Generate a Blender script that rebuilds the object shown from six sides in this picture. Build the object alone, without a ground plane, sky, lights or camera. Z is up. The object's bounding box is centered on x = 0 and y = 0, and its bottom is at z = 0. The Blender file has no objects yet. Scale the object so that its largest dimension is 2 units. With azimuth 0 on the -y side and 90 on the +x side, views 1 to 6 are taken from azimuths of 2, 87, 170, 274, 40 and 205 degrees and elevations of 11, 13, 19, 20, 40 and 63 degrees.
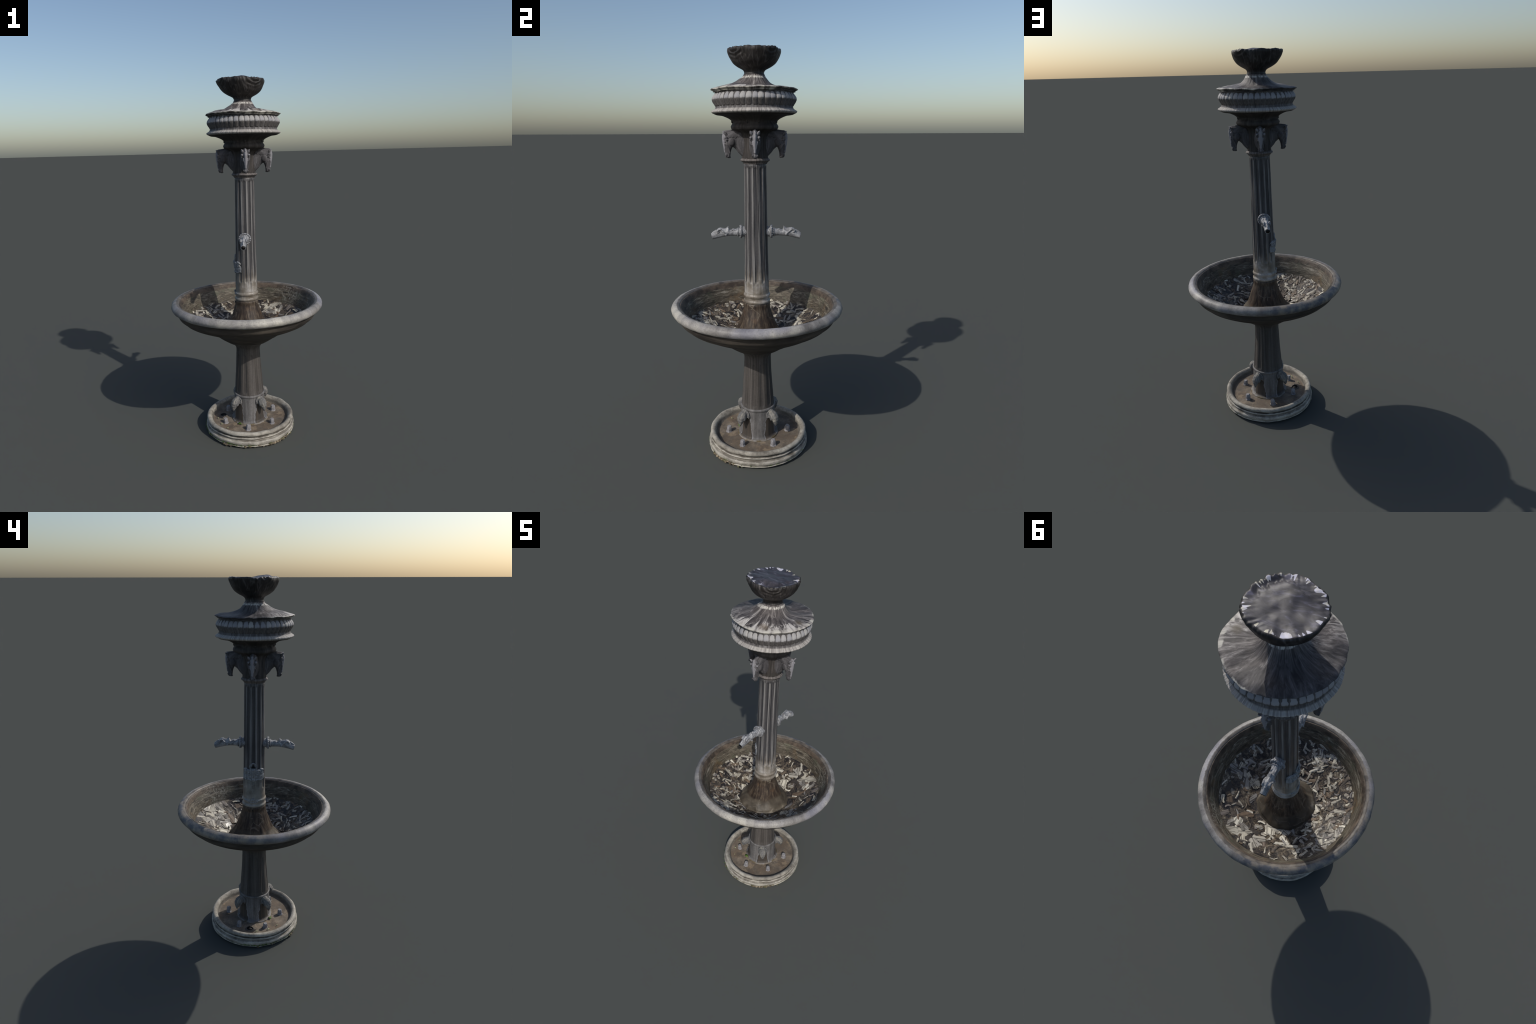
# Weathered cast fountain: round footed tray, fluted pedestal, wide basin full of
# wet wood chips, fluted shaft with two spouts, horse-head capital, gadrooned
# canopy and a shell cup on top.  Everything is lofted / revolved from profiles.
import bpy, bmesh, math, random
from math import sin, cos, pi, radians, sqrt, atan2, hypot, exp
from mathutils import Vector, Matrix, noise

RND = random.Random(7)
COL = bpy.context.scene.collection


def lerp(a, b, t):
    return a + (b - a) * t


def clamp(t, a=0.0, b=1.0):
    return max(a, min(b, t))


def smooth(a, b, t):
    t = clamp((t - a) / (b - a))
    return t * t * (3 - 2 * t)


def n3(x, y, z):
    return noise.noise(Vector((x, y, z)))


def axis(z):
    """The scanned shaft leans a few millimetres towards +x -y."""
    t = clamp((z - 0.72) / 1.05) ** 1.15
    x, y = 0.009 * t, -0.0055 * t
    if z > 1.86:
        u = clamp((z - 1.86) / 0.12)
        x, y = lerp(x, 0.0005, u), lerp(y, -0.001, u)
    return x, y


# ------------------------------------------------------------------ objects
def empty(name, parent=None):
    o = bpy.data.objects.new(name, None)
    o.empty_display_size = 0.1
    COL.objects.link(o)
    o.parent = parent
    return o


def obj(name, mesh, parent=None, mats=(), smooth_angle=None):
    o = bpy.data.objects.new(name, mesh)
    COL.objects.link(o)
    o.parent = parent
    for m in mats:
        if len(mesh.materials) < len(mats):
            mesh.materials.append(m)
    return o


def mesh_from(name, verts, faces, mi=None, shade=True):
    me = bpy.data.meshes.new(name)
    me.from_pydata([tuple(v) for v in verts], [], faces)
    if mi is not None:
        me.polygons.foreach_set("material_index", mi)
    me.polygons.foreach_set("use_smooth", [shade] * len(me.polygons))
    bm = bmesh.new()
    bm.from_mesh(me)
    bmesh.ops.recalc_face_normals(bm, faces=bm.faces)
    bm.to_mesh(me)
    bm.free()
    me.update()
    return me


def sharpen(me, deg=38):
    bm = bmesh.new()
    bm.from_mesh(me)
    lim = radians(deg)
    for e in bm.edges:
        if len(e.link_faces) == 2 and e.calc_face_angle(0) > lim:
            e.smooth = False
    bm.to_mesh(me)
    bm.free()


def dense(profile, step):
    """Subdivide a (r, z, mat) polyline; Catmull-Rom through points unless marked sharp."""
    out = []
    n = len(profile)
    for i in range(n - 1):
        p1, p2 = profile[i], profile[i + 1]
        p0 = profile[i - 1] if i > 0 else p1
        p3 = profile[i + 2] if i + 2 < n else p2
        if len(p1) > 3:
            p0 = p1
        if len(p2) > 3:
            p3 = p2
        k = max(1, int(math.ceil(hypot(p2[0] - p1[0], p2[1] - p1[1]) / step)))
        for j in range(k):
            t = j / k
            q = []
            for c in (0, 1):
                a, b, d, e = p0[c], p1[c], p2[c], p3[c]
                q.append(0.5 * (2 * b + (d - a) * t + (2 * a - 5 * b + 4 * d - e) * t * t + (3 * b - a - 3 * d + e) * t ** 3))
            out.append((max(q[0], 0.0), q[1], p1[2]))
    out.append(profile[-1][:3])
    return out


def revolve(name, profile, seg=160, step=0.006, warp=None, closed=False, lean=True):
    pts = dense(profile, step)
    verts, faces, mi = [], [], []
    for r, z, m in pts:
        for j in range(seg):
            th = 2 * pi * j / seg
            rr, zz = r, z
            if warp:
                rr, zz = warp(th, r, z)
            ax, ay = axis(zz) if lean else (0, 0)
            verts.append((ax + rr * cos(th), ay + rr * sin(th), zz))
    n = len(pts)
    for i in range(n - 1):
        for j in range(seg):
            k = (j + 1) % seg
            faces.append((i * seg + j, i * seg + k, (i + 1) * seg + k, (i + 1) * seg + j))
            mi.append(pts[i][2])
    if closed:
        for j in range(seg):
            k = (j + 1) % seg
            faces.append(((n - 1) * seg + j, (n - 1) * seg + k, k, j))
            mi.append(pts[-1][2])
    else:
        for i in (0, n - 1):
            faces.append(tuple(i * seg + j for j in range(seg)))
            mi.append(pts[i][2])
    verts = [(x, y, max(z, 0.0)) for x, y, z in verts]
    return mesh_from(name, verts, faces, mi)


def wobble(amp, freq=6.0, seed=0.0):
    def f(th, r, z):
        d = amp * n3(cos(th) * freq * 0.35 + seed, sin(th) * freq * 0.35, z * freq * 2 + seed)
        e = amp * 0.6 * n3(cos(th) * freq + seed, sin(th) * freq + 5, z * 12)
        return r + d + e, z + 0.4 * d
    return f


def loft(rings, cap=True):
    """rings: list of equal-length point lists -> verts, faces"""
    n = len(rings[0])
    verts = [p for r in rings for p in r]
    faces = []
    for i in range(len(rings) - 1):
        for j in range(n):
            k = (j + 1) % n
            faces.append((i * n + j, i * n + k, (i + 1) * n + k, (i + 1) * n + j))
    if cap:
        faces.append(tuple(range(n)))
        faces.append(tuple((len(rings) - 1) * n + j for j in range(n)))
    return verts, faces


class Build:
    """Accumulates pieces into one mesh."""

    def __init__(self):
        self.v, self.f = [], []

    def add(self, vf, xf=None):
        v, f = vf
        o = len(self.v)
        self.v += [tuple(xf @ Vector(p)) if xf else tuple(p) for p in v]
        self.f += [tuple(i + o for i in q) for q in f]
        return self

    def tube(self, pts, rad, n=8, flat=1.0):
        pts = [Vector(p) for p in pts]
        if not hasattr(rad, "__len__"):
            rad = [rad] * len(pts)
        up = None
        rings = []
        for i, p in enumerate(pts):
            d = (pts[min(i + 1, len(pts) - 1)] - pts[max(i - 1, 0)]).normalized()
            if up is None:
                up = Vector((0, 0, 1)) if abs(d.z) < 0.9 else Vector((1, 0, 0))
            s = d.cross(up).normalized()
            up = s.cross(d).normalized()
            rings.append([p + (s * cos(2 * pi * j / n) + up * sin(2 * pi * j / n) * flat) * rad[i] for j in range(n)])
        return self.add(loft(rings))

    def ball(self, c, r, n=10, m=7):
        if not hasattr(r, "__len__"):
            r = (r, r, r)
        rings = []
        for i in range(m + 1):
            a = -pi / 2 + pi * lerp(0.04, 0.96, i / m)
            rings.append([(c[0] + r[0] * cos(a) * cos(2 * pi * j / n), c[1] + r[1] * cos(a) * sin(2 * pi * j / n), c[2] + r[2] * sin(a)) for j in range(n)])
        return self.add(loft(rings))

    def mesh(self, name, shade=True):
        return mesh_from(name, self.v, self.f, shade=shade)


def remeshed(me, voxel, relax=4):
    """Fuse overlapping pieces into one skin."""
    o = bpy.data.objects.new("fuse", me)
    COL.objects.link(o)
    m = o.modifiers.new("r", 'REMESH')
    m.mode, m.voxel_size, m.use_smooth_shade = 'VOXEL', voxel, True
    s = o.modifiers.new("s", 'SMOOTH')
    s.factor, s.iterations = 0.5, relax
    dg = bpy.context.evaluated_depsgraph_get()
    out = bpy.data.meshes.new_from_object(o.evaluated_get(dg))
    name = me.name
    bpy.data.objects.remove(o)
    bpy.data.meshes.remove(me)
    out.name = name
    return out


# ------------------------------------------------------------------ materials
def srgb(r, g, b):
    f = lambda c: (c / 255 / 12.92) if c <= 10 else ((c / 255 + 0.055) / 1.055) ** 2.4
    return (f(r), f(g), f(b), 1)


class Mat:
    def __init__(self, name, rough=0.75, spec=0.3):
        self.m = bpy.data.materials.new(name)
        self.m.use_nodes = True
        self.t = self.m.node_tree
        self.b = self.t.nodes["Principled BSDF"]
        self.b.inputs["Roughness"].default_value = rough
        self.b.inputs["Specular IOR Level"].default_value = spec
        self.co = self.n("ShaderNodeTexCoord").outputs["Object"]

    def n(self, kind, **kw):
        x = self.t.nodes.new(kind)
        for k, v in kw.items():
            setattr(x, k, v)
        return x

    def put(self, sock, val):
        if isinstance(val, bpy.types.NodeSocket):
            self.t.links.new(val, sock)
        else:
            sock.default_value = val

    def math(self, op, a, b=0.0, c=0.0):
        x = self.n("ShaderNodeMath", operation=op)
        for s, v in zip(x.inputs, (a, b, c)):
            self.put(s, v)
        return x.outputs[0]

    def xyz(self, v=None):
        x = self.n("ShaderNodeSeparateXYZ")
        self.put(x.inputs[0], v or self.co)
        return x.outputs

    def comb(self, a, b, c):
        x = self.n("ShaderNodeCombineXYZ")
        for s, v in zip(x.inputs, (a, b, c)):
            self.put(s, v)
        return x.outputs[0]

    def polar(self, k_th, k_r, k_z):
        """cos/sin of the angle about the axis times k_th, radius and height added: streak space."""
        p = self.xyz()
        t = self.n("ShaderNodeMapRange")                      # undo the lean of the shaft
        self.put(t.inputs[0], p[2])
        t.inputs[1].default_value, t.inputs[2].default_value = 0.72, 1.77
        px = self.math('SUBTRACT', p[0], self.math('MULTIPLY', self.math('POWER', t.outputs[0], 1.15), 0.009))
        py = self.math('ADD', p[1], self.math('MULTIPLY', self.math('POWER', t.outputs[0], 1.15), 0.0055))
        flat = self.comb(px, py, 0.0)
        self.angle = self.math('ARCTAN2', py, px)
        r = self.n("ShaderNodeVectorMath", operation='LENGTH')
        self.put(r.inputs[0], flat)
        u = self.n("ShaderNodeVectorMath", operation='NORMALIZE')
        self.put(u.inputs[0], flat)
        s = self.xyz(u.outputs[0])
        z = self.math('ADD', self.math('MULTIPLY', p[2], k_z), self.math('MULTIPLY', r.outputs["Value"], k_r))
        return self.comb(self.math('MULTIPLY', s[0], k_th), self.math('MULTIPLY', s[1], k_th), z)

    def radius(self):
        p = self.xyz()
        return self.math('SQRT', self.math('ADD', self.math('MULTIPLY', p[0], p[0]), self.math('MULTIPLY', p[1], p[1])))

    def noise(self, vec=None, scale=5.0, detail=5.0, rough=0.6, dist=0.0):
        x = self.n("ShaderNodeTexNoise")
        self.put(x.inputs["Vector"], vec or self.co)
        x.inputs["Scale"].default_value = scale
        x.inputs["Detail"].default_value = detail
        x.inputs["Roughness"].default_value = rough
        x.inputs["Distortion"].default_value = dist
        return x.outputs["Fac"]

    def voronoi(self, vec=None, scale=20.0, out="Distance", feature='F1'):
        x = self.n("ShaderNodeTexVoronoi", feature=feature)
        self.put(x.inputs["Vector"], vec or self.co)
        x.inputs["Scale"].default_value = scale
        return x.outputs[out]

    def step(self, fac, a, b):
        x = self.n("ShaderNodeMapRange", interpolation_type='SMOOTHSTEP')
        self.put(x.inputs[0], fac)
        x.inputs[1].default_value, x.inputs[2].default_value = a, b
        return x.outputs[0]

    def ramp(self, fac, *stops):
        x = self.n("ShaderNodeValToRGB")
        e = x.color_ramp.elements
        while len(e) < len(stops):
            e.new(0.5)
        for k, (p, c) in zip(e, stops):
            k.position, k.color = p, c
        self.put(x.inputs[0], fac)
        return x.outputs[0]

    def mix(self, fac, a, b, mode='MIX'):
        x = self.n("ShaderNodeMix", data_type='RGBA', blend_type=mode)
        self.put(x.inputs[0], fac)
        self.put(x.inputs[6], a)
        self.put(x.inputs[7], b)
        return x.outputs[2]

    def near(self, c, r0, r1):
        """1 inside a soft blob around point c, 0 outside."""
        d = self.n("ShaderNodeVectorMath", operation='DISTANCE')
        self.put(d.inputs[0], self.co)
        d.inputs[1].default_value = c
        wob = self.math('MULTIPLY', self.math('SUBTRACT', self.noise(scale=35), 0.5), r1 * 0.9)
        return self.step(self.math('ADD', d.outputs["Value"], wob), r1, r0)

    def done(self, color, bump=None, strength=0.3, dist=0.003, rough=None):
        self.put(self.b.inputs["Base Color"], color)
        if rough is not None:
            self.put(self.b.inputs["Roughness"], rough)
        if bump is not None:
            x = self.n("ShaderNodeBump")
            x.inputs["Strength"].default_value = strength
            x.inputs["Distance"].default_value = dist
            self.put(x.inputs["Height"], bump)
            self.t.links.new(x.outputs[0], self.b.inputs["Normal"])
        return self.m


def weathered(name, dark, mid, light, streak=(9, 0, 2), scale=3.0, patch=7.0, rough=0.75, tint=None, pits=None, contrast=0.16):
    """Patinated stone: streak noise picks dark/mid/light, a second noise adds patches, third adds grain."""
    m = Mat(name, rough)
    s = m.noise(m.polar(*streak), scale, 6, 0.65)
    c = m.ramp(s, (0.5 - contrast, dark), (0.5, mid), (0.5 + contrast, light))
    p = m.noise(scale=patch, detail=4)
    c = m.mix(m.math('MULTIPLY', m.step(p, 0.5, 0.68), 0.55), c, dark)
    if tint:
        c = m.mix(m.math('MULTIPLY', m.step(m.noise(scale=patch * 0.8, detail=3), 0.48, 0.62), 0.6), c, tint)
    if pits:
        c = m.mix(m.step(m.noise(scale=160, detail=2), 0.66, 0.72), c, pits)
    g = m.noise(scale=140, detail=3)
    c = m.mix(0.35, c, m.ramp(g, (0.3, (0.55, 0.55, 0.55, 1)), (0.7, (1.3, 1.3, 1.3, 1))), 'MULTIPLY')
    return m, c, m.math('ADD', s, m.math('MULTIPLY', g, 0.5))


def make_materials():
    M = {}
    # base tray: pale weathered stone, moss at the ground line
    m, c, b = weathered("tray_stone", srgb(98, 93, 86), srgb(146, 141, 131), srgb(180, 175, 164), streak=(2.5, 8, 22), scale=1.7, patch=7, pits=srgb(70, 64, 56), contrast=0.19)
    c = m.mix(m.math('MULTIPLY', m.step(m.math('ADD', m.n('ShaderNodeNewGeometry').outputs['Pointiness'], m.math('MULTIPLY', m.math('SUBTRACT', m.noise(scale=30), 0.5), 0.12)), 0.51, 0.57), 0.55), c, srgb(184, 180, 170))
    z = m.xyz()[2]
    zz = m.math('ADD', z, m.math('MULTIPLY', m.math('SUBTRACT', m.noise(scale=22, detail=5), 0.5), 0.05))
    c = m.mix(m.math('MULTIPLY', m.step(zz, 0.016, 0.0), 0.85), c, m.ramp(m.noise(scale=60), (0.42, srgb(70, 62, 46)), (0.56, srgb(70, 78, 32))))
    gz = m.math('ADD', z, m.math('MULTIPLY', m.math('SUBTRACT', m.noise(scale=40, detail=5), 0.5), 0.012))
    gr = m.math('MULTIPLY', m.math('MULTIPLY', m.step(gz, 0.0565, 0.060), m.step(gz, 0.069, 0.0655)), m.step(m.radius(), 0.228, 0.232))  # groove shadow painted as a dark band, fainter again in the lower groove
    c = m.mix(m.math('MULTIPLY', gr, 0.75), c, srgb(66, 60, 53))
    g2 = m.math('MULTIPLY', m.math('MULTIPLY', m.step(gz, 0.039, 0.0415), m.step(gz, 0.0485, 0.046)), m.step(m.radius(), 0.228, 0.232))
    c = m.mix(m.math('MULTIPLY', g2, 0.55), c, srgb(78, 71, 62))
    inner_dark = m.math('MULTIPLY', m.step(gz, 0.080, 0.066), m.step(m.radius(), 0.228, 0.2245))
    c = m.mix(m.math('MULTIPLY', inner_dark, 0.7), c, srgb(70, 64, 58))
    M["tray"] = m.done(c, b, 0.35)
    m, c, b = weathered("tray_floor_silt", srgb(84, 77, 69), srgb(112, 102, 90), srgb(138, 126, 110), streak=(2, 10, 0), scale=2.5, patch=14, contrast=0.2, tint=srgb(114, 97, 80))
    c = m.mix(m.math('MULTIPLY', m.step(m.noise(scale=7, detail=5), 0.48, 0.6), 0.45), c, srgb(76, 70, 63))
    c = m.mix(m.math('MULTIPLY', m.step(m.noise(scale=19, detail=5), 0.56, 0.64), 0.5), c, srgb(146, 130, 108))
    M["tray_floor"] = m.done(c, b, 0.4)
    # pedestal
    m, c, b = weathered("pedestal_patina", srgb(50, 47, 45), srgb(74, 70, 67), srgb(92, 88, 85), streak=(4, 0, 1.0), scale=1.5, patch=4)
    flecks = m.step(m.voronoi(scale=26), 0.07, 0.04)
    c = m.mix(m.math('MULTIPLY', flecks, m.step(m.noise(scale=9), 0.62, 0.66)), c, srgb(165, 155, 135))
    M["pedestal"] = m.done(c, b, 0.25, rough=0.62)
    # drum: grey with dark tongues of run-off under every snout
    m, c, b = weathered("drum_patina", srgb(78, 76, 75), srgb(100, 98, 97), srgb(116, 114, 114), streak=(2, 0, 3), scale=2, patch=6)
    p = m.xyz()
    a4 = m.math('MULTIPLY', m.math('ARCTAN2', p[1], p[0]), 4.0)
    w = m.math('MULTIPLY', m.math('COSINE', a4), -1.0)          # 1 under the snouts at 45, 135...
    edge = m.math('ADD', m.math('MULTIPLY', m.math('SUBTRACT', p[2], 0.05), -5.0), m.math('MULTIPLY', m.math('SUBTRACT', m.noise(scale=24, detail=5), 0.5), 1.6))
    wet = m.step(m.math('ADD', w, edge), -0.25, -0.15)
    low = m.step(p[2], 0.185, 0.165)
    ring = m.math('SUBTRACT', m.step(m.math('ADD', w, edge), -0.5, -0.3), wet)
    c = m.mix(m.math('MULTIPLY', m.math('MULTIPLY', ring, low), 0.45), c, srgb(140, 140, 144))
    c = m.mix(m.math('MULTIPLY', m.math('MULTIPLY', wet, low), 0.85), c, m.ramp(m.noise(m.polar(12, 0, 2), 2), (0.4, srgb(42, 38, 34)), (0.65, srgb(76, 66, 56))))
    c = m.mix(m.step(p[2], 0.067, 0.060), c, m.ramp(m.noise(scale=30), (0.4, srgb(128, 124, 120)), (0.6, srgb(92, 80, 55))))
    M["drum"] = m.done(c, b, 0.3, rough=0.6)
    m, c, b = weathered("snout_patina", srgb(70, 70, 72), srgb(105, 104, 103), srgb(140, 136, 126), streak=(2, 3, 3), scale=9, patch=20)
    M["snout"] = m.done(c, b, 0.4)
    m, c, b = weathered("bolt_zinc", srgb(92, 90, 92), srgb(135, 133, 135), srgb(172, 170, 170), streak=(2, 3, 3), scale=20, patch=60)
    M["bolt"] = m.done(c, b, 0.4)
    m = Mat("drain_dark", 0.6)
    M["black"] = m.done(srgb(16, 15, 15))
    m, c, b = weathered("drain_ring_stone", srgb(70, 64, 60), srgb(92, 86, 80), srgb(112, 106, 98), streak=(3, 3, 3), scale=8)
    M["drain"] = m.done(c, b)
    # basin
    m, c, b = weathered("basin_underside", srgb(44, 40, 37), srgb(66, 61, 56), srgb(86, 79, 71), streak=(1.2, 14, 14), scale=1.6, patch=5)
    M["under"] = m.done(c, b, 0.3, rough=0.65)
    m, c, b = weathered("basin_rim_stone", srgb(100, 97, 95), srgb(140, 137, 133), srgb(178, 174, 164), streak=(2.0, 6, 6), scale=1.6, patch=4, tint=srgb(128, 128, 138), pits=srgb(72, 68, 63), contrast=0.16)
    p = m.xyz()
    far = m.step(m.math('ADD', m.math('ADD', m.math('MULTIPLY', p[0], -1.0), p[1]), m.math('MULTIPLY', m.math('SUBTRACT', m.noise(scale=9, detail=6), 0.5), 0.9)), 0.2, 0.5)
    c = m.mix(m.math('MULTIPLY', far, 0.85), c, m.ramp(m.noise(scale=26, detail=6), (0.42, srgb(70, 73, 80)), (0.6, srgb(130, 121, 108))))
    inner = m.step(m.math('ADD', m.radius(), m.math('MULTIPLY', m.math('SUBTRACT', m.noise(m.polar(9, 0, 0), 2.0, 5), 0.5), 0.014)), 0.4035, 0.3985)
    c = m.mix(m.math('MULTIPLY', inner, 0.8), c, m.ramp(m.noise(scale=18, detail=5), (0.4, srgb(58, 52, 46)), (0.62, srgb(104, 96, 86))))
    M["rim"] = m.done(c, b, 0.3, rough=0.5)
    m = Mat("basin_wall_algae", 0.55)
    s = m.noise(m.polar(2.6, 16, 30), 2.4, 8, 0.72, 1.0)
    c = m.ramp(s, (0.34, srgb(38, 35, 30)), (0.47, srgb(74, 67, 57)), (0.58, srgb(102, 95, 82)), (0.7, srgb(158, 153, 142)))
    c = m.mix(m.math('MULTIPLY', m.step(m.noise(scale=9, detail=6), 0.56, 0.68), 0.5), c, srgb(98, 76, 48))
    c = m.mix(m.math('MULTIPLY', m.step(m.noise(scale=13, detail=6), 0.52, 0.66), 0.55), c, srgb(80, 82, 66))
    c = m.mix(m.step(m.math('ADD', m.xyz()[2], m.math('MULTIPLY', m.math('SUBTRACT', m.noise(scale=16), 0.5), 0.02)), 0.757, 0.764), c, m.ramp(m.noise(scale=20, detail=6), (0.4, srgb(58, 50, 43)), (0.65, srgb(98, 86, 74))))
    c = m.mix(m.math('MULTIPLY', m.near((0.28, 0.28, 0.73), 0.02, 0.13), m.math('MULTIPLY', m.step(m.noise(scale=90, detail=5), 0.48, 0.66), 0.6)), c, srgb(176, 172, 160))
    M["wall"] = m.done(c, s, 0.6, 0.006)
    m = Mat("basin_floor_wet", 0.3)
    s = m.noise(scale=14, detail=6, dist=1.2)
    u = m.noise(scale=38, detail=3, dist=2.5)
    c = m.ramp(m.math('ADD', m.math('MULTIPLY', s, 0.55), m.math('MULTIPLY', u, 0.45)), (0.40, srgb(30, 28, 28)), (0.49, srgb(58, 52, 47)), (0.56, srgb(94, 84, 70)), (0.64, srgb(150, 142, 126)))
    M["floor"] = m.done(c, s, 0.5, 0.006)
    m = Mat("shaft_foot_rust", 0.5)
    s = m.noise(m.polar(3, 0, 8), 2.5, 7, 0.7)
    c = m.ramp(s, (0.34, srgb(36, 32, 29)), (0.5, srgb(62, 52, 44)), (0.66, srgb(98, 88, 74)))
    p = m.xyz()
    low = m.step(m.math('ADD', p[2], m.math('MULTIPLY', m.math('SUBTRACT', m.noise(scale=12, detail=3), 0.5), 0.06)), 0.665, 0.645)
    c = m.mix(low, c, m.ramp(m.noise(scale=10, detail=4), (0.4, srgb(66, 60, 52)), (0.6, srgb(96, 89, 78)), (0.7, srgb(150, 142, 128))))
    c = m.mix(m.math('MULTIPLY', m.step(m.noise(scale=26, detail=5), 0.57, 0.70), 0.25), c, srgb(112, 84, 58))
    c = m.mix(m.math('MULTIPLY', m.step(m.voronoi(scale=17, feature='DISTANCE_TO_EDGE'), 0.035, 0.0), m.math('MULTIPLY', m.step(m.noise(scale=11), 0.5, 0.6), 0.45)), c, srgb(140, 132, 118))
    M["foot"] = m.done(c, s, 0.4)
    m = Mat("wood_chip", 0.55)
    oi = m.n("ShaderNodeObjectInfo").outputs["Random"]
    c = m.ramp(oi, (0.0, srgb(190, 183, 164)), (0.28, srgb(158, 153, 143)), (0.48, srgb(116, 113, 112)), (0.62, srgb(112, 95, 78)), (0.76, srgb(72, 66, 60)), (0.9, srgb(56, 52, 50)), (0.97, srgb(206, 200, 184)))
    x = m.xyz()
    lines = m.noise(m.comb(m.math('MULTIPLY', x[0], 6.0), m.math('MULTIPLY', x[1], 130.0), oi), 1.7, 3)
    c = m.mix(m.math('MULTIPLY', m.step(lines, 0.5, 0.58), 0.75), c, srgb(58, 52, 46))
    M["chip"] = m.done(c, lines, 0.4)
    for nm, stops in (("pale_splinter", (srgb(128, 122, 112), srgb(184, 177, 160))), ("dark_splinter", (srgb(52, 48, 45), srgb(98, 86, 72)))):
        m = Mat(nm, 0.55)
        k = m.noise(scale=30, detail=2)
        c = m.ramp(k, (0.38, stops[0]), (0.6, stops[1]))
        M[nm] = m.done(m.mix(m.math('MULTIPLY', m.step(m.noise(scale=170, detail=2), 0.55, 0.6), 0.5), c, srgb(60, 54, 48)))
    # shaft
    m, c, b = weathered("shaft_patina", srgb(44, 44, 46), srgb(74, 73, 74), srgb(108, 106, 106), streak=(5, 0, 0.9), scale=1.6, patch=5, contrast=0.15)
    pz = m.xyz()[2]
    m.polar(1, 0, 0)
    fl = m.math('COSINE', m.math('MULTIPLY', m.angle, 12.0))
    ragged = m.math('MULTIPLY', m.math('SUBTRACT', m.noise(m.polar(6, 0, 2.0), 1.6, 6), 0.5), 4.2)
    inside = m.math('MULTIPLY', m.step(pz, 0.895, 0.91), m.step(pz, 1.462, 1.452))
    stain = m.math('MULTIPLY', m.step(m.math('ADD', fl, ragged), 0.05, 0.45), inside)
    c = m.mix(m.math('MULTIPLY', stain, 0.5), c, srgb(46, 46, 50))
    worn = m.math('MULTIPLY', m.step(m.math('SUBTRACT', ragged, fl), 0.55, 1.1), inside)
    c = m.mix(m.math('MULTIPLY', worn, 0.6), c, srgb(142, 140, 138))
    z = m.xyz()[2]
    fade = m.math('ADD', z, m.math('MULTIPLY', m.math('SUBTRACT', m.noise(m.polar(11, 0, 2), 1.3, 4), 0.5), 0.42))
    c = m.mix(m.math('MULTIPLY', m.step(fade, 0.97, 0.87), 0.9), c, m.ramp(m.noise(scale=14, detail=5), (0.34, srgb(96, 87, 76)), (0.5, srgb(132, 125, 115)), (0.68, srgb(174, 171, 168))))
    p = m.xyz()
    pw = m.math('MULTIPLY', m.math('SUBTRACT', m.noise(scale=28, detail=5), 0.5), 0.05)
    panel = m.math('MULTIPLY', m.step(m.math('ADD', p[0], pw), -0.020, -0.050), m.step(p[2], 0.965, 0.958))
    c = m.mix(m.math('MULTIPLY', panel, 0.6), c, m.ramp(m.noise(scale=24, detail=5), (0.36, srgb(84, 86, 84)), (0.56, srgb(128, 131, 128))))
    M["shaft"] = m.done(c, b, 0.35, rough=0.36)
    m = Mat("flute_stain", 0.6)
    M["crest"] = weathered_done("crest_patina", srgb(84, 88, 92), srgb(122, 125, 128), srgb(150, 150, 150), (4, 0, 8), 4, 20)
    M["spout"] = weathered_done("spout_lead", srgb(84, 84, 87), srgb(132, 133, 136), srgb(168, 169, 170), (3, 6, 6), 6, 30, rough=0.45)
    # capital
    M["capital"] = weathered_done("capital_shade_darkened", srgb(40, 38, 36), srgb(60, 56, 54), srgb(78, 74, 72), (3, 0, 4), 2, 12)  # base colour lowered for the baked shadow below the canopy
    m, c, b = weathered("horse_patina", srgb(52, 51, 53), srgb(82, 80, 82), srgb(112, 110, 113), streak=(2, 2, 2), scale=5, patch=14, contrast=0.2)
    worn = m.step(m.math('ADD', m.xyz()[0], m.math('MULTIPLY', m.math('SUBTRACT', m.noise(scale=70, detail=4), 0.5), 0.022)), 0.143, 0.149)  # pale highlight painted on forehead and nose
    M["horse"] = m.done(m.mix(m.math('MULTIPLY', worn, 0.7), c, srgb(142, 141, 146)), b, 0.4)
    M["collar"] = weathered_done("collar_stone", srgb(68, 65, 64), srgb(98, 93, 91), srgb(124, 118, 115), (3, 4, 4), 3, 14)
    # canopy
    m, c, b = weathered("canopy_band_stone", srgb(54, 52, 52), srgb(86, 83, 83), srgb(118, 116, 115), streak=(16, 0, 1), scale=1.2, patch=10)
    p = m.xyz()
    lip = m.step(p[2], 1.727, 1.721)
    c = m.mix(lip, c, m.ramp(m.noise(m.polar(30, 0, 0), 1.0, 3), (0.35, srgb(116, 112, 109)), (0.6, srgb(168, 164, 159))))
    c = m.mix(m.step(p[2], 1.706, 1.702), c, srgb(50, 46, 44))
    M["band"] = m.done(c, b, 0.4)
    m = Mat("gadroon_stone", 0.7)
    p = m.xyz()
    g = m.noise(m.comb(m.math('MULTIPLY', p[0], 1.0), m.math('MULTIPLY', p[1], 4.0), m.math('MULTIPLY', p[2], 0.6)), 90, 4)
    oi = m.n("ShaderNodeObjectInfo").outputs["Random"]
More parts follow.
